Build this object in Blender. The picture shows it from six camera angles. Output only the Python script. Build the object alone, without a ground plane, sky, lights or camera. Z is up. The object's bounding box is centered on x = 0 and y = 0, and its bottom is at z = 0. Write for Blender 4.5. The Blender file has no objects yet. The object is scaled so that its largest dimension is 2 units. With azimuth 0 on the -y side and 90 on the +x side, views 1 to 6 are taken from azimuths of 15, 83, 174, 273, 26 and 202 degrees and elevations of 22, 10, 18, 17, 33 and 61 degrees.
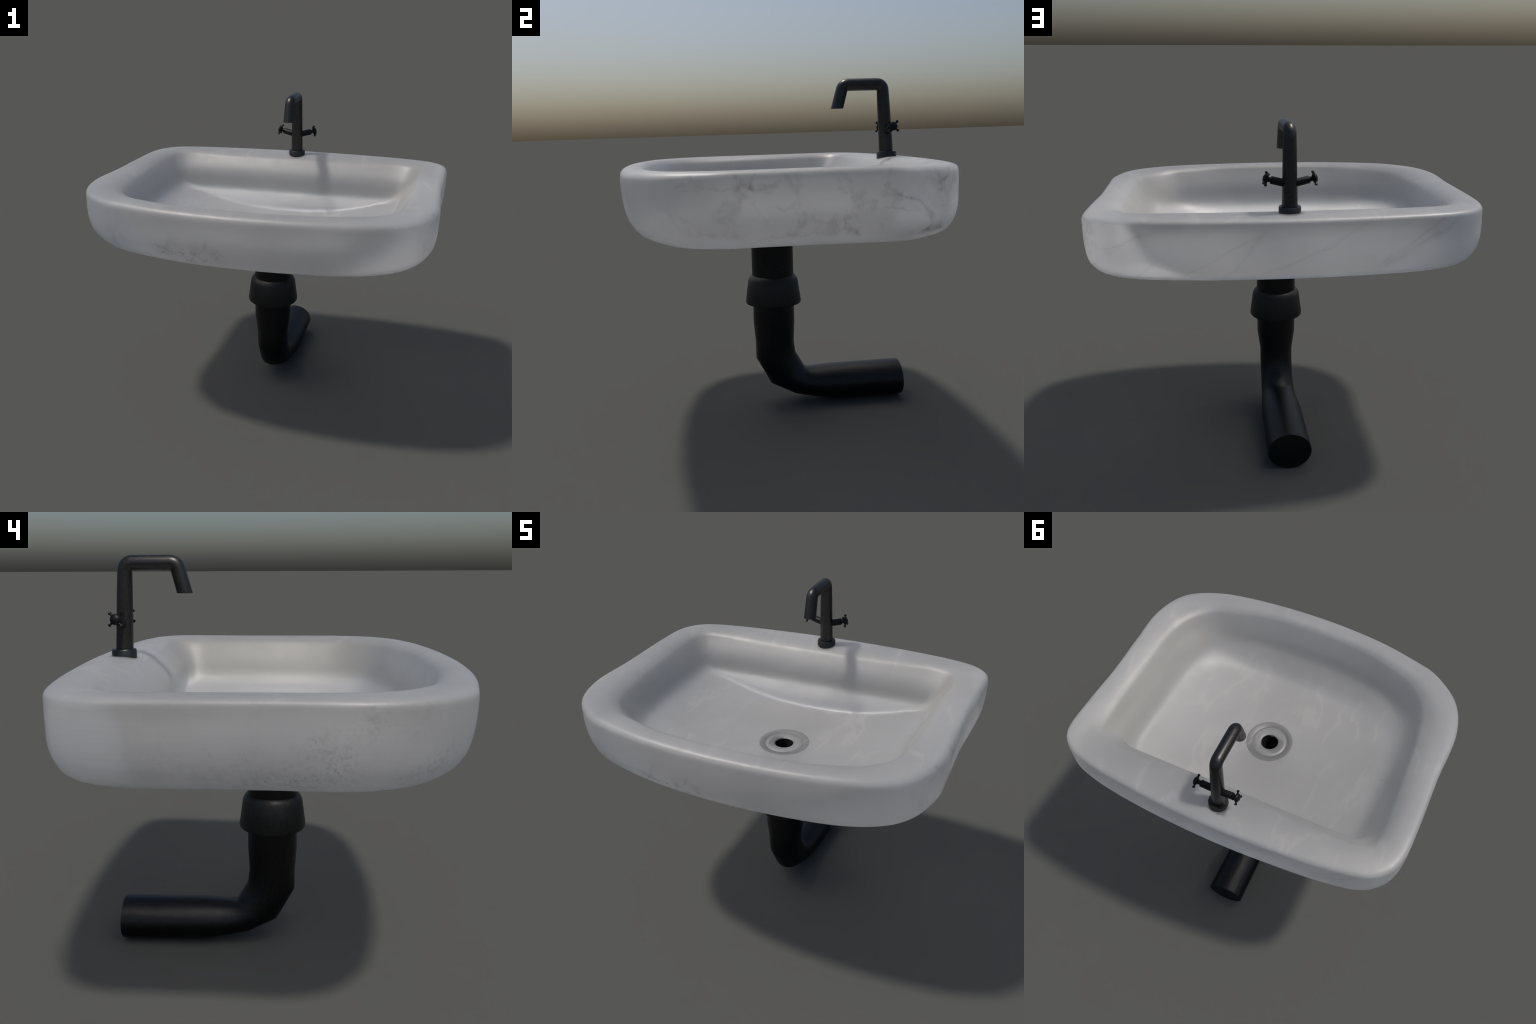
"""Wall-hung white marble wash basin with a matt black faucet and a black waste pipe."""
import bpy, bmesh, math
from mathutils import Vector, Matrix

CX = 0.0175          # faucet, drain and pipe all share this x
DRAIN_Y = -0.006

# ----------------------------------------------------------------------------
# small helpers
# ----------------------------------------------------------------------------
def make_object(name, verts, faces, material, parent=None, smooth=True, sharp_angle=None):
    mesh = bpy.data.meshes.new(name)
    mesh.from_pydata([tuple(v) for v in verts], [], faces)
    bm = bmesh.new(); bm.from_mesh(mesh)
    bmesh.ops.remove_doubles(bm, verts=bm.verts, dist=1e-6)
    bmesh.ops.recalc_face_normals(bm, faces=bm.faces)
    if sharp_angle is not None:
        for e in bm.edges:
            if len(e.link_faces) == 2 and e.calc_face_angle(0) > sharp_angle:
                e.smooth = False
    bm.to_mesh(mesh); bm.free()
    for p in mesh.polygons:
        p.use_smooth = smooth
    mesh.materials.append(material)
    ob = bpy.data.objects.new(name, mesh)
    bpy.context.scene.collection.objects.link(ob)
    if parent is not None:
        ob.parent = parent
    return ob


def stitch(rings, cap_start=False, cap_end=False):
    n = len(rings[0]); verts = []; faces = []
    for r in rings:
        verts += r
    for k in range(len(rings) - 1):
        for i in range(n):
            j = (i + 1) % n
            faces.append((k*n + i, k*n + j, (k+1)*n + j, (k+1)*n + i))
    if cap_start:
        faces.append(tuple(range(n)))
    if cap_end:
        faces.append(tuple((len(rings)-1)*n + i for i in range(n)))
    return verts, faces


def lathe(profile, segments, centre=(0, 0, 0), cap_start=False, cap_end=False):
    """profile: list of (radius, z)."""
    rings = []
    for r, z in profile:
        rings.append([Vector((centre[0] + r*math.cos(2*math.pi*i/segments),
                              centre[1] + r*math.sin(2*math.pi*i/segments),
                              centre[2] + z)) for i in range(segments)])
    return stitch(rings, cap_start, cap_end)


def catmull(p0, p1, p2, p3, t):
    """centripetal-ish Catmull-Rom on Vectors (uniform)."""
    return 0.5*((2*p1) + (p2 - p0)*t + (2*p0 - 5*p1 + 4*p2 - p3)*t*t + (3*p1 - p0 - 3*p2 + p3)*t**3)


# ----------------------------------------------------------------------------
# materials
# ----------------------------------------------------------------------------
class Nodes:
    def __init__(self, name):
        self.mat = bpy.data.materials.new(name); self.mat.use_nodes = True
        self.t = self.mat.node_tree; self.n = self.t.nodes; self.n.clear()
        self.out = self.n.new('ShaderNodeOutputMaterial')
        self.bsdf = self.n.new('ShaderNodeBsdfPrincipled')
        self.t.links.new(self.bsdf.outputs[0], self.out.inputs[0])
        self.obj = self.n.new('ShaderNodeTexCoord').outputs['Object']

    def link(self, a, b): self.t.links.new(a, b)

    def put(self, sock, v):
        if hasattr(v, 'is_linked') or hasattr(v, 'links'):
            self.link(v, sock)
        else:
            sock.default_value = v

    def mapping(self, scale=(1, 1, 1), loc=(0, 0, 0), rot=(0, 0, 0), vec=None):
        m = self.n.new('ShaderNodeMapping')
        self.link(vec or self.obj, m.inputs['Vector'])
        m.inputs['Scale'].default_value = scale
        m.inputs['Location'].default_value = loc
        m.inputs['Rotation'].default_value = rot
        return m.outputs[0]

    def noise(self, scale, detail=4, rough=0.55, vec=None, distortion=0.0, out='Fac'):
        x = self.n.new('ShaderNodeTexNoise')
        self.link(vec or self.obj, x.inputs['Vector'])
        x.inputs['Scale'].default_value = scale
        x.inputs['Detail'].default_value = detail
        x.inputs['Roughness'].default_value = rough
        x.inputs['Distortion'].default_value = distortion
        return x.outputs[out]

    def math(self, op, a, b=0.0, clamp=False):
        x = self.n.new('ShaderNodeMath'); x.operation = op; x.use_clamp = clamp
        self.put(x.inputs[0], a); self.put(x.inputs[1], b)
        return x.outputs[0]

    def range(self, v, a, b, c=0.0, d=1.0):
        x = self.n.new('ShaderNodeMapRange'); x.interpolation_type = 'SMOOTHSTEP'
        self.put(x.inputs[0], v)
        for i, k in enumerate((a, b, c, d)):
            x.inputs[i+1].default_value = k
        return x.outputs[0]

    def mix(self, fac, a, b):
        x = self.n.new('ShaderNodeMix'); x.data_type = 'RGBA'
        self.put(x.inputs[0], fac); self.put(x.inputs[6], a); self.put(x.inputs[7], b)
        return x.outputs[2]

    def xyz(self, v):
        x = self.n.new('ShaderNodeSeparateXYZ'); self.link(v, x.inputs[0]); return x.outputs

    def warp(self, scale, amount, vec=None, detail=4):
        """Object coordinates pushed about by noise."""
        base = vec or self.obj
        c = self.noise(scale, detail, 0.6, base, out='Color')
        s = self.n.new('ShaderNodeVectorMath'); s.operation = 'SUBTRACT'
        self.link(c, s.inputs[0]); s.inputs[1].default_value = (0.5, 0.5, 0.5)
        k = self.n.new('ShaderNodeVectorMath'); k.operation = 'SCALE'
        self.link(s.outputs[0], k.inputs[0]); k.inputs['Scale'].default_value = amount
        a = self.n.new('ShaderNodeVectorMath'); a.operation = 'ADD'
        self.link(base, a.inputs[0]); self.link(k.outputs[0], a.inputs[1])
        return a.outputs[0]

    def ridge(self, scale, width, vec, detail=3, rough=0.5):
        """Thin line where a noise crosses its middle value: 1 on the line, 0 away."""
        f = self.noise(scale, detail, rough, vec)
        d = self.math('ABSOLUTE', self.math('SUBTRACT', f, 0.5))
        return self.range(d, 0.0, width, 1.0, 0.0)

    def cells(self, scale, width, vec):
        x = self.n.new('ShaderNodeTexVoronoi'); x.feature = 'DISTANCE_TO_EDGE'
        self.link(vec, x.inputs['Vector']); x.inputs['Scale'].default_value = scale
        return self.range(x.outputs['Distance'], 0.0, width, 1.0, 0.0)


TRANS = 0.8


def marble(name, base=(0.84, 0.84, 0.835, 1)):
    m = Nodes(name)
    P = m.xyz(m.obj)
    # gentle cloudiness
    cloud = m.noise(2.3, 3, 0.5)
    col = m.mix(m.range(cloud, 0.3, 0.7), tuple(c*0.955 for c in base[:3]) + (1,),
                tuple(c*1.03 for c in base[:3]) + (1,))
    # region masks: the right end, left end, front and back faces, and the upper side
    nrm = m.n.new('ShaderNodeNewGeometry').outputs['Normal']
    N = m.xyz(nrm)
    face_px = m.range(N[0], 0.45, 0.75)
    face_nx = m.range(m.math('MULTIPLY', N[0], -1.0), 0.45, 0.75)
    face_front = m.range(m.math('MULTIPLY', N[1], -1.0), 0.5, 0.8)
    face_back = m.range(N[1], 0.55, 0.85)
    upper = m.range(N[2], 0.55, 0.85)
    right_out = m.math('MULTIPLY', face_px, m.range(P[0], 0.86, 0.93))
    left_out = m.math('MULTIPLY', face_nx, m.range(m.math('MULTIPLY', P[0], -1.0), 0.80, 0.9))
    front_out = m.math('MULTIPLY', face_front, m.range(m.math('MULTIPLY', P[1], -1.0), 0.62, 0.68))
    back_out = m.math('MULTIPLY', face_back, m.range(P[1], 0.58, 0.66))
    grain = m.noise(90, 4, 0.7)
    speck = m.range(grain, 0.44, 0.64)
    # right end: broken, jagged network of grey veins, darkest in speckled knots
    w1 = m.warp(2.6, 0.42, m.mapping(loc=(0.0, 0.13, 0.31)), detail=3)
    w1 = m.warp(9.0, 0.11, w1, detail=5)
    net = m.cells(4.3, 0.15, w1)
    net_core = m.cells(4.3, 0.075, w1)
    w1b = m.warp(7.0, 0.20, m.mapping(loc=(3.0, 1.7, 0.4)), detail=6)
    hair = m.cells(5.2, 0.050, w1b)
    patch = m.range(m.noise(3.4, 3, 0.55, m.mapping(loc=(4.1, 1.3, 2.2))), 0.33, 0.55)
    knot = m.range(m.noise(8.0, 3, 0.6, m.mapping(loc=(0.6, 2.4, 0.2))), 0.46, 0.66)
    strength = m.math('ADD', m.math('MULTIPLY', m.math('MULTIPLY', net, m.range(m.noise(14, 5, 0.7), 0.36, 0.62)), 0.36),
               m.math('MULTIPLY', net_core, m.math('ADD', 0.04, m.math('MULTIPLY', knot,
               m.math('ADD', 0.14, m.math('MULTIPLY', speck, 0.50))))))
    strength = m.math('ADD', strength, m.math('MULTIPLY', m.math('MULTIPLY', hair, knot), 0.30))
    back_end = m.math('MULTIPLY', m.range(P[1], 0.40, 0.52), m.math('MULTIPLY',
               m.range(m.noise(11, 5, 0.7), 0.46, 0.68), 0.25))
    v_right = m.math('MULTIPLY', right_out, m.math('ADD', m.math('MULTIPLY', patch, strength), back_end))
    # front face, left half: the same veins, broken up and low on the wall
    left_half = m.range(P[0], 0.10, -0.30)
    low_front = m.range(P[2], 1.28, 1.14)
    v_front = m.math('MULTIPLY', m.math('MULTIPLY', front_out, m.math('MULTIPLY', left_half, low_front)),
              m.math('MULTIPLY', m.range(m.noise(4.4, 3, 0.55, m.mapping(loc=(1.1, 0.3, 5.2))), 0.34, 0.54),
              m.math('ADD', m.math('MULTIPLY', net, 0.22), m.math('MULTIPLY', m.cells(5.2, 0.06, w1b),
              m.math('MULTIPLY', speck, 0.85)))))
    # back face: a few long, fine, slanting veins
    slant = m.mapping(scale=(1.0, 0.25, 1.0), rot=(0, math.radians(-33), 0))
    w2 = m.warp(4.0, 0.24, m.mapping(scale=(0.42, 0.4, 2.4), vec=slant), 5)
    line = m.ridge(1.9, 0.0095, w2, 0, 0.4)
    soft = m.ridge(1.9, 0.045, w2, 0, 0.4)
    v_back = m.math('MULTIPLY', back_out, m.math('MULTIPLY',
             m.range(m.noise(3.0, 2, 0.5, m.mapping(loc=(0.5, 0.0, 0.9))), 0.36, 0.58),
             m.math('ADD', m.math('MULTIPLY', line, 0.15), m.math('MULTIPLY', soft, 0.07))))
    veins = m.math('ADD', m.math('ADD', v_right, v_front), v_back, True)
    col = m.mix(veins, col, (0.17, 0.17, 0.165, 1))
    # left end: brownish specks of dirt, thicker low down, over faint level brush marks
    dirt_patch = m.noise(4.6, 6, 0.68, m.mapping(loc=(2.0, 7.0, 1.0)))
    low = m.range(P[2], 1.30, 1.03, 0.0, 0.13)
    dirt = m.range(m.math('ADD', dirt_patch, low), 0.49, 0.72)
    dirt = m.math('MULTIPLY', dirt, m.range(m.noise(60, 6, 0.78), 0.42, 0.68))
    dirt = m.math('MULTIPLY', m.math('MULTIPLY', dirt, left_out), m.math('ADD', m.range(P[1], 0.36, 0.18, 0.12, 0.66), 0.0))
    col = m.mix(dirt, col, (0.25, 0.235, 0.19, 1))
    brush = m.noise(3.0, 3, 0.6, m.mapping(scale=(1.0, 1.0, 55.0)))
    col = m.mix(m.math('MULTIPLY', m.math('MULTIPLY', left_out, m.range(brush, 0.45, 0.7)), 0.13), col, (0.62, 0.61, 0.58, 1))
    # inside of the right wall: fine sandy specks
    inner_right = m.math('MULTIPLY', face_nx, m.range(P[0], 0.55, 0.70))
    sand = m.math('MULTIPLY', inner_right, m.range(m.noise(75, 5, 0.8), 0.52, 0.72))
    sand = m.math('MULTIPLY', sand, m.range(m.noise(6, 3), 0.40, 0.62, 0.25, 1.0))
    col = m.mix(m.math('MULTIPLY', inner_right, 0.7), col, (0.80, 0.79, 0.74, 1))
    col = m.mix(m.math('MULTIPLY', sand, 0.30), col, (0.40, 0.39, 0.33, 1))
    # inside of the left wall: a few dark slanting scratches
    inner_left = m.math('MULTIPLY', m.range(N[0], 0.25, 0.5), m.range(P[0], -0.60, -0.68))
    scratch = m.ridge(5.0, 0.012, m.warp(12, 0.05, m.mapping(rot=(math.radians(25), 0, 0), scale=(1, 2.6, 0.8))), 1)
    scratch = m.math('MULTIPLY', scratch, m.range(m.noise(7, 3, 0.6, m.mapping(loc=(3, 3, 3))), 0.55, 0.66))
    col = m.mix(m.math('MULTIPLY', m.math('MULTIPLY', scratch, inner_left), 0.5), col, (0.30, 0.30, 0.28, 1))
    # upper side: pale creamy streaks and grey clouds
    w3 = m.warp(2.4, 0.40, m.mapping(rot=(0, 0, math.radians(35)), scale=(2.0, 0.8, 1.0)), detail=5)
    streak = m.math('ADD', m.math('MULTIPLY', m.ridge(2.1, 0.030, w3, 2), 0.75), m.math('MULTIPLY', m.ridge(2.1, 0.12, w3, 2), 0.25))
    pale = m.math('MULTIPLY', streak, m.range(m.noise(2.6, 3, 0.5, m.mapping(loc=(1.0, 2.0, 0.0))), 0.42, 0.60))
    pale = m.math('MULTIPLY', m.math('MULTIPLY', pale, upper), 0.75)
    col = m.mix(pale, col, (1.0, 0.985, 0.955, 1))
    mottle = m.math('MULTIPLY', m.range(m.noise(4.5, 6, 0.66, m.mapping(loc=(5, 5, 5))), 0.46, 0.72), 0.16)
    col = m.mix(mottle, col, (0.60, 0.60, 0.595, 1))
    m.link(col, m.bsdf.inputs['Base Color'])
    m.bsdf.inputs['Transmission Weight'].default_value = TRANS
    m.link(m.range(m.noise(9, 3), 0.3, 0.7, 0.42, 0.50), m.bsdf.inputs['Roughness'])
    b = m.n.new('ShaderNodeBump'); b.inputs['Strength'].default_value = 0.03
    b.inputs['Distance'].default_value = 0.01
    m.link(m.noise(28, 4), b.inputs['Height']); m.link(b.outputs[0], m.bsdf.inputs['Normal'])
    return m.mat


def black_metal(name, base, rough, metallic, grain_scale=160, grain=0.05):
    m = Nodes(name)
    g = m.noise(grain_scale, 3, 0.6)
    col = m.mix(m.range(g, 0.3, 0.75), tuple(c*0.8 for c in base) + (1,), tuple(c*1.25 for c in base) + (1,))
    m.link(col, m.bsdf.inputs['Base Color'])
    m.bsdf.inputs['Metallic'].default_value = metallic
    m.link(m.range(g, 0.2, 0.8, rough - grain, rough + grain), m.bsdf.inputs['Roughness'])
    b = m.n.new('ShaderNodeBump'); b.inputs['Strength'].default_value = 0.05
    b.inputs['Distance'].default_value = 0.003
    m.link(g, b.inputs['Height']); m.link(b.outputs[0], m.bsdf.inputs['Normal'])
    return m.mat


MARBLE = marble('white_marble')
FUNNEL = marble('drain_marble', (0.72, 0.72, 0.715, 1))
FLANGE = marble('grey_flange', (0.50, 0.50, 0.50, 1))
BLACK = black_metal('black_metal', (0.048, 0.047, 0.046), 0.36, 0.85)
PIPE = black_metal('black_pipe', (0.026, 0.026, 0.027), 0.42, 0.9)
COUPLING = black_metal('black_coupling', (0.034, 0.034, 0.034), 0.45, 0.8)
HANDLE = black_metal('black_handle', (0.006, 0.006, 0.0065), 0.5, 0.6)
HOLE = black_metal('dark_hole', (0.008, 0.008, 0.008), 0.6, 0.0)

# ----------------------------------------------------------------------------
# basin: loft through contours, each given as half an outline (right side),
# from the middle of the back round the side to the middle of the front
# ----------------------------------------------------------------------------
RIM = [(0, .775), (.33, .765), (.60, .742), (.798, .709), (.915, .665), (.988, .569), (.988, .367), (.970, .10),
       (.968, -.166), (.959, -.392), (.87, -.588), (.662, -.705), (.357, -.760), (0, -.780),
       (-.356, -.761), (-.626, -.707), (-.776, -.653), (-.931, -.512), (-.996, -.304), (-.986, -.016),
       (-.984, .295), (-.973, .510), (-.924, .629), (-.811, .706), (-.58, .746), (-.30, .766)]   # full loop: not quite symmetric
LIP = [(0, .544), (.30, .544), (.55, .544), (.695, .538), (.778, .508), (.811, .434), (.813, .30), (.808, .08),
       (.797, -.20), (.758, -.39), (.644, -.524), (.487, -.587), (.28, -.630), (0, -.642)]
MID = [(0, .479), (.28, .479), (.51, .479), (.645, .477), (.722, .461), (.755, .415), (.756, .29), (.750, .075),
       (.738, -.19), (.702, -.360), (.602, -.484), (.46, -.543), (.26, -.580), (0, -.590)]
WALL = [(0, .470), (.28, .470), (.48, .470), (.60, .468), (.670, .454), (.702, .40), (.706, .28), (.700, .07),
        (.686, -.18), (.650, -.33), (.570, -.450), (.435, -.512), (.24, -.548), (0, -.557)]
FLOOR = [(0, .447), (.27, .447), (.45, .447), (.55, .443), (.60, .415), (.625, .355), (.630, .25), (.620, .06),
         (.605, -.16), (.57, -.29), (.49, -.385), (.37, -.435), (.20, -.458), (0, -.468)]
SUB = 8    # samples between two control points


def outline(half, z):
    """Closed smooth loop of Vectors through a mirrored half outline; z number or function."""
    pts = [Vector((x, y, 0)) for x, y in half]
    loop = pts if len(pts) > 14 else pts + [Vector((-p.x, p.y, 0)) for p in reversed(pts[1:-1])]
    n = len(loop); out = []
    for i in range(n):
        for s in range(SUB):
            p = catmull(loop[i-1], loop[i], loop[(i+1) % n], loop[(i+2) % n], s/SUB)
            p.z = z(p.x, p.y) if callable(z) else z
            out.append(p)
    return out


def scaled(loop, right, left, back, front):
    """Draw a loop in by different amounts towards its four sides."""
    out = []
    for x, y in loop:
        wx = min(1, max(0, (x + .3)/.6)); wy = min(1, max(0, (y + .3)/.6))
        out.append((x*(1 - right*wx - left*(1 - wx)), y*(1 - (back*wy + front*(1 - wy))/.78)))
    return out


def whole(half, corner=0.0, side=0.0):
    """Mirror a half outline; the left wall and its front corner may be cut a little further out."""
    left = []
    for x, y in reversed(half[1:-1]):
        k = 1 + corner*min(1, max(0, (-y - .12)/.2))*min(1, max(0, (x - .35)/.25))
        middle = max(0.0, 1 - ((y + .06)/.36)**2) if x > .5 else 0.0
        left.append((-x*k*(1 + side*middle), y*k))
    return half + left


def blend(a, b, f):
    return [(p[0] + (q[0]-p[0])*f, p[1] + (q[1]-p[1])*f) for p, q in zip(a, b)]


def circle_half(r, k=14):
    """Half circle round the drain sampled to pair with the outlines (back to front)."""
    return [(r*math.sin(math.pi*i/(k-1)), r*math.cos(math.pi*i/(k-1))) for i in range(k)]


def floor_z(x, y):
    """The floor is a shallow dish, rising to both ends and a little to the front."""
    return 1.022 + .090*(abs(x)/.62)**2.3 + .022*max(0.0, -y/.46)**2

contours = []
# underside and outer wall: (inset right, left, back, front, height)
for d in [(.93, .93, .725, .725, 1.007), (.70, .70, .55, .55, 1.007), (.52, .48, .42, .42, 1.0075), (.335, .30, .27, .28, 1.010),
          (.235, .235, .192, .200, 1.018), (.150, .158, .114, .130, 1.034), (.064, .068, .042, .063, 1.070),
          (.018, .022, .014, .027, 1.120), (.003, .003, .000, .008, 1.180), (-.002, -.002, 0, 0, 1.250),
          (-.003, 0, 0, -.002, 1.300), (-.002, 0, .002, 0, 1.330), (.004, .003, .006, .008, 1.345), (.016, .014, .022, .022, 1.3555),
          (.036, .036, .060, .046, 1.361)]:
    contours.append(outline(scaled(RIM, *d[:4]), d[4]))
# rolled inner lip
top = scaled(RIM, .036, .036, .060, .046)
lip = whole(LIP)
for f, z in [(.36, 1.362), (.62, 1.357), (.83, 1.344), (1.0, 1.322)]:
    contours.append(outline(blend(top, lip, f), z))
# wall and floor
contours.append(outline(whole(MID, .008, .020), 1.240))
contours.append(outline(whole(WALL, .018, .028), lambda x, y: max(1.15 - .020*min(1, max(0, (y - .2)/.2)), floor_z(x, y) + .004)))
contours.append(outline(whole(FLOOR, .0, .012), floor_z))
drain = [(x, y) for x, y in circle_half(.140)]
for f in (.25, .5, .75):
    contours.append(outline(blend(FLOOR, drain, f), floor_z))
ring = outline(circle_half(.140), 1.023)
for p in ring:        # drain sits a touch off the centre line
    a = math.atan2(p.x, p.y)
    p.x, p.y = CX + .140*math.sin(a), DRAIN_Y + .140*math.cos(a)
contours.append(ring)

# smooth interpolation across the contours
fine = []
STEPS = 3
for k in range(len(contours) - 1):
    a = contours[max(k-1, 0)]; b = contours[k]; c = contours[k+1]; d = contours[min(k+2, len(contours)-1)]
    for s in range(STEPS):
        t = s/STEPS
        fine.append([catmull(a[i], b[i], c[i], d[i], t) for i in range(len(b))])
fine.append(contours[-1])

sink = bpy.data.objects.new('sink', None)
bpy.context.scene.collection.objects.link(sink)
sink['label'] = 'white marble wash basin with black faucet and black drain pipe'
sink['category'] = 'sink'

v, f = stitch(fine)
basin = make_object('basin', v, f, MARBLE, sink)

# ----------------------------------------------------------------------------
# drain
# ----------------------------------------------------------------------------
C = (CX, DRAIN_Y, 0)
v, f = lathe([(.1405, 1.019), (.1395, 1.0225), (.136, 1.0225), (.106, 1.0205), (.103, 1.017)], 40, C)
make_object('drain_ring', v, f, FLANGE, basin)
v, f = lathe([(.1055, 1.018), (.103, 1.0215), (.080, 1.0213), (.064, 1.0205), (.056, 1.0193), (.052, 1.0165), (.051, 1.011), (.050, .955)], 40, C)
make_object('drain_funnel', v, f, FUNNEL, basin)
v, f = lathe([(.0508, 1.0135), (.0495, .96), (.049, .80)], 32, C, cap_end=True)
make_object('drain_hole', v, f, HOLE, basin)

# ----------------------------------------------------------------------------
# waste pipe: elliptical rings along an elbow; each ring is given by its two
# ends in the (y, z) plane and its half width in x
# ----------------------------------------------------------------------------
def pipe_ring(a, b, hw, n=32):
    a = Vector((0, *a)); b = Vector((0, *b))
    m = (a + b)/2; u = (b - a)/2
    return [Vector((CX + hw*math.sin(2*math.pi*i/n), m.y + u.y*math.cos(2*math.pi*i/n), m.z + u.z*math.cos(2*math.pi*i/n)))
            for i in range(n)]

elbow = [((-.120, 1.0), (.108, 1.0), .112), ((-.120, .60), (.107, .60), .112), ((-.121, .475), (.107, .475), .111),
         ((-.112, .358), (.101, .358), .095), ((-.113, .268), (.109, .290), .095), ((-.034, .116), (.164, .192), .095),
         ((.097, .046), (.195, .190), .097), ((.20, .022), (.240, .193), .105), ((.315, .003), (.315, .1975), .112),
         ((.50, .000), (.50, .197), .113), ((.708, .000), (.706, .197), .114)]
rings = [pipe_ring(*e) for e in elbow]
v, f = stitch(rings, cap_end=True)
pipe = make_object('drain_pipe', v, f, PIPE, sink, sharp_angle=math.radians(62))
v, f = lathe([(.110, .742), (.118, .740), (.130, .726), (.136, .712), (.144, .655), (.1525, .594), (.1505, .586), (.146, .584), (.110, .584)], 40, (CX, -.0065, 0))
make_object('pipe_coupling', v, f, COUPLING, pipe, sharp_angle=math.radians(40))

v, f = lathe([(.110, .911), (.127, .912), (.1315, .918), (.1315, 1.008)], 40, (CX, -.0065, 0))
make_object('pipe_flange', v, f, PIPE, pipe, sharp_angle=math.radians(40))

# ----------------------------------------------------------------------------
# faucet: tube swept in the (y, z) plane, turning about sharp inner corners
# ----------------------------------------------------------------------------
def tube_ring(inner, outer, n=16):
    a = Vector((0, *inner)); b = Vector((0, *outer)); m = (a + b)/2; u = (b - a)/2
    r = min(u.length, .0385)
    return [Vector((CX + r*math.sin(2*math.pi*i/n), m.y + u.y*math.cos(2*math.pi*i/n), m.z + u.z*math.cos(2*math.pi*i/n)))
            for i in range(n)]

rings = [tube_ring((.5985, 1.345), (.6755, 1.345)), tube_ring((.595, 1.45), (.6685, 1.45)), tube_ring((.588, 1.62), (.656, 1.62))]
for k in range(7):                       # back bend about its inner corner
    a = math.radians(90*k/6)
    rings.append(tube_ring((.5845, 1.712), (.5845 + .064*math.cos(a), 1.712 + .064*math.sin(a))))
for k in range(7):                       # front bend
    a = math.radians(90 + 76*k/6)
    rings.append(tube_ring((.4235, 1.712), (.4235 + .064*math.cos(a), 1.712 + .064*math.sin(a))))
rings.append(tube_ring((.3995, 1.6215), (.3315, 1.6215)))
v, f = stitch(rings, cap_start=True, cap_end=True)
faucet = make_object('faucet', v, f, BLACK, sink, sharp_angle=math.radians(50))

v, f = lathe([(.036, 1.389), (.0505, 1.389), (.0535, 1.385), (.0535, 1.335)], 16, (CX, .638, 0), cap_start=True, cap_end=True)
make_object('faucet_base', v, f, BLACK, faucet, sharp_angle=math.radians(50))

# handles: arm, round knob, four flared prongs; built along +z and then aimed
def shared(name, profile, segments, material, sharp):
    v, f = lathe(profile, segments, (0, 0, 0), cap_start=True, cap_end=True)
    ob = make_object(name, v, f, material, faucet, sharp_angle=math.radians(sharp))
    return ob

arm = shared('handle_arm', [(.0188, .0), (.0188, .092), (.0178, .0935), (.0125, .094), (.0115, .112)], 16, HANDLE, 40)
knob = shared('handle_knob', [(.010, -.013), (.018, -.010), (.0225, -.004), (.0235, .0), (.0225, .004), (.018, .009), (.010, .0125), (.003, .0135)], 20, HANDLE, 60)
prong = shared('knob_prong', [(.0048, .018), (.0050, .028), (.0072, .034), (.0072, .0385)], 8, HANDLE, 40)

AXIS_START = Vector((CX - .001, .631, 1.4905))
for side in (1, -1):
    direction = Vector((side*.1155, .009, .0305)).normalized()
    zaxis = direction
    yaxis = (Vector((0, 0, 1)) - zaxis*zaxis.z).normalized()
    xaxis = yaxis.cross(zaxis)
    M = Matrix((xaxis, yaxis, zaxis)).transposed().to_4x4()
    M.translation = AXIS_START
    a = arm if side == 1 else arm.copy()
    k = knob if side == 1 else knob.copy()
    a.matrix_local = M
    k.matrix_local = M @ Matrix.Translation((0, 0, .1195))
    for q in range(4):
        p = prong if (side == 1 and q == 0) else prong.copy()
        p.matrix_local = (M @ Matrix.Translation((0, 0, .1175)) @ Matrix.Rotation(math.radians(45 + 90*q), 4, 'Z')
                          @ Matrix.Rotation(math.radians(90), 4, 'X'))
        if not p.users_collection:
            bpy.context.scene.collection.objects.link(p)
    for o in (a, k):
        if not o.users_collection:
            bpy.context.scene.collection.objects.link(o)
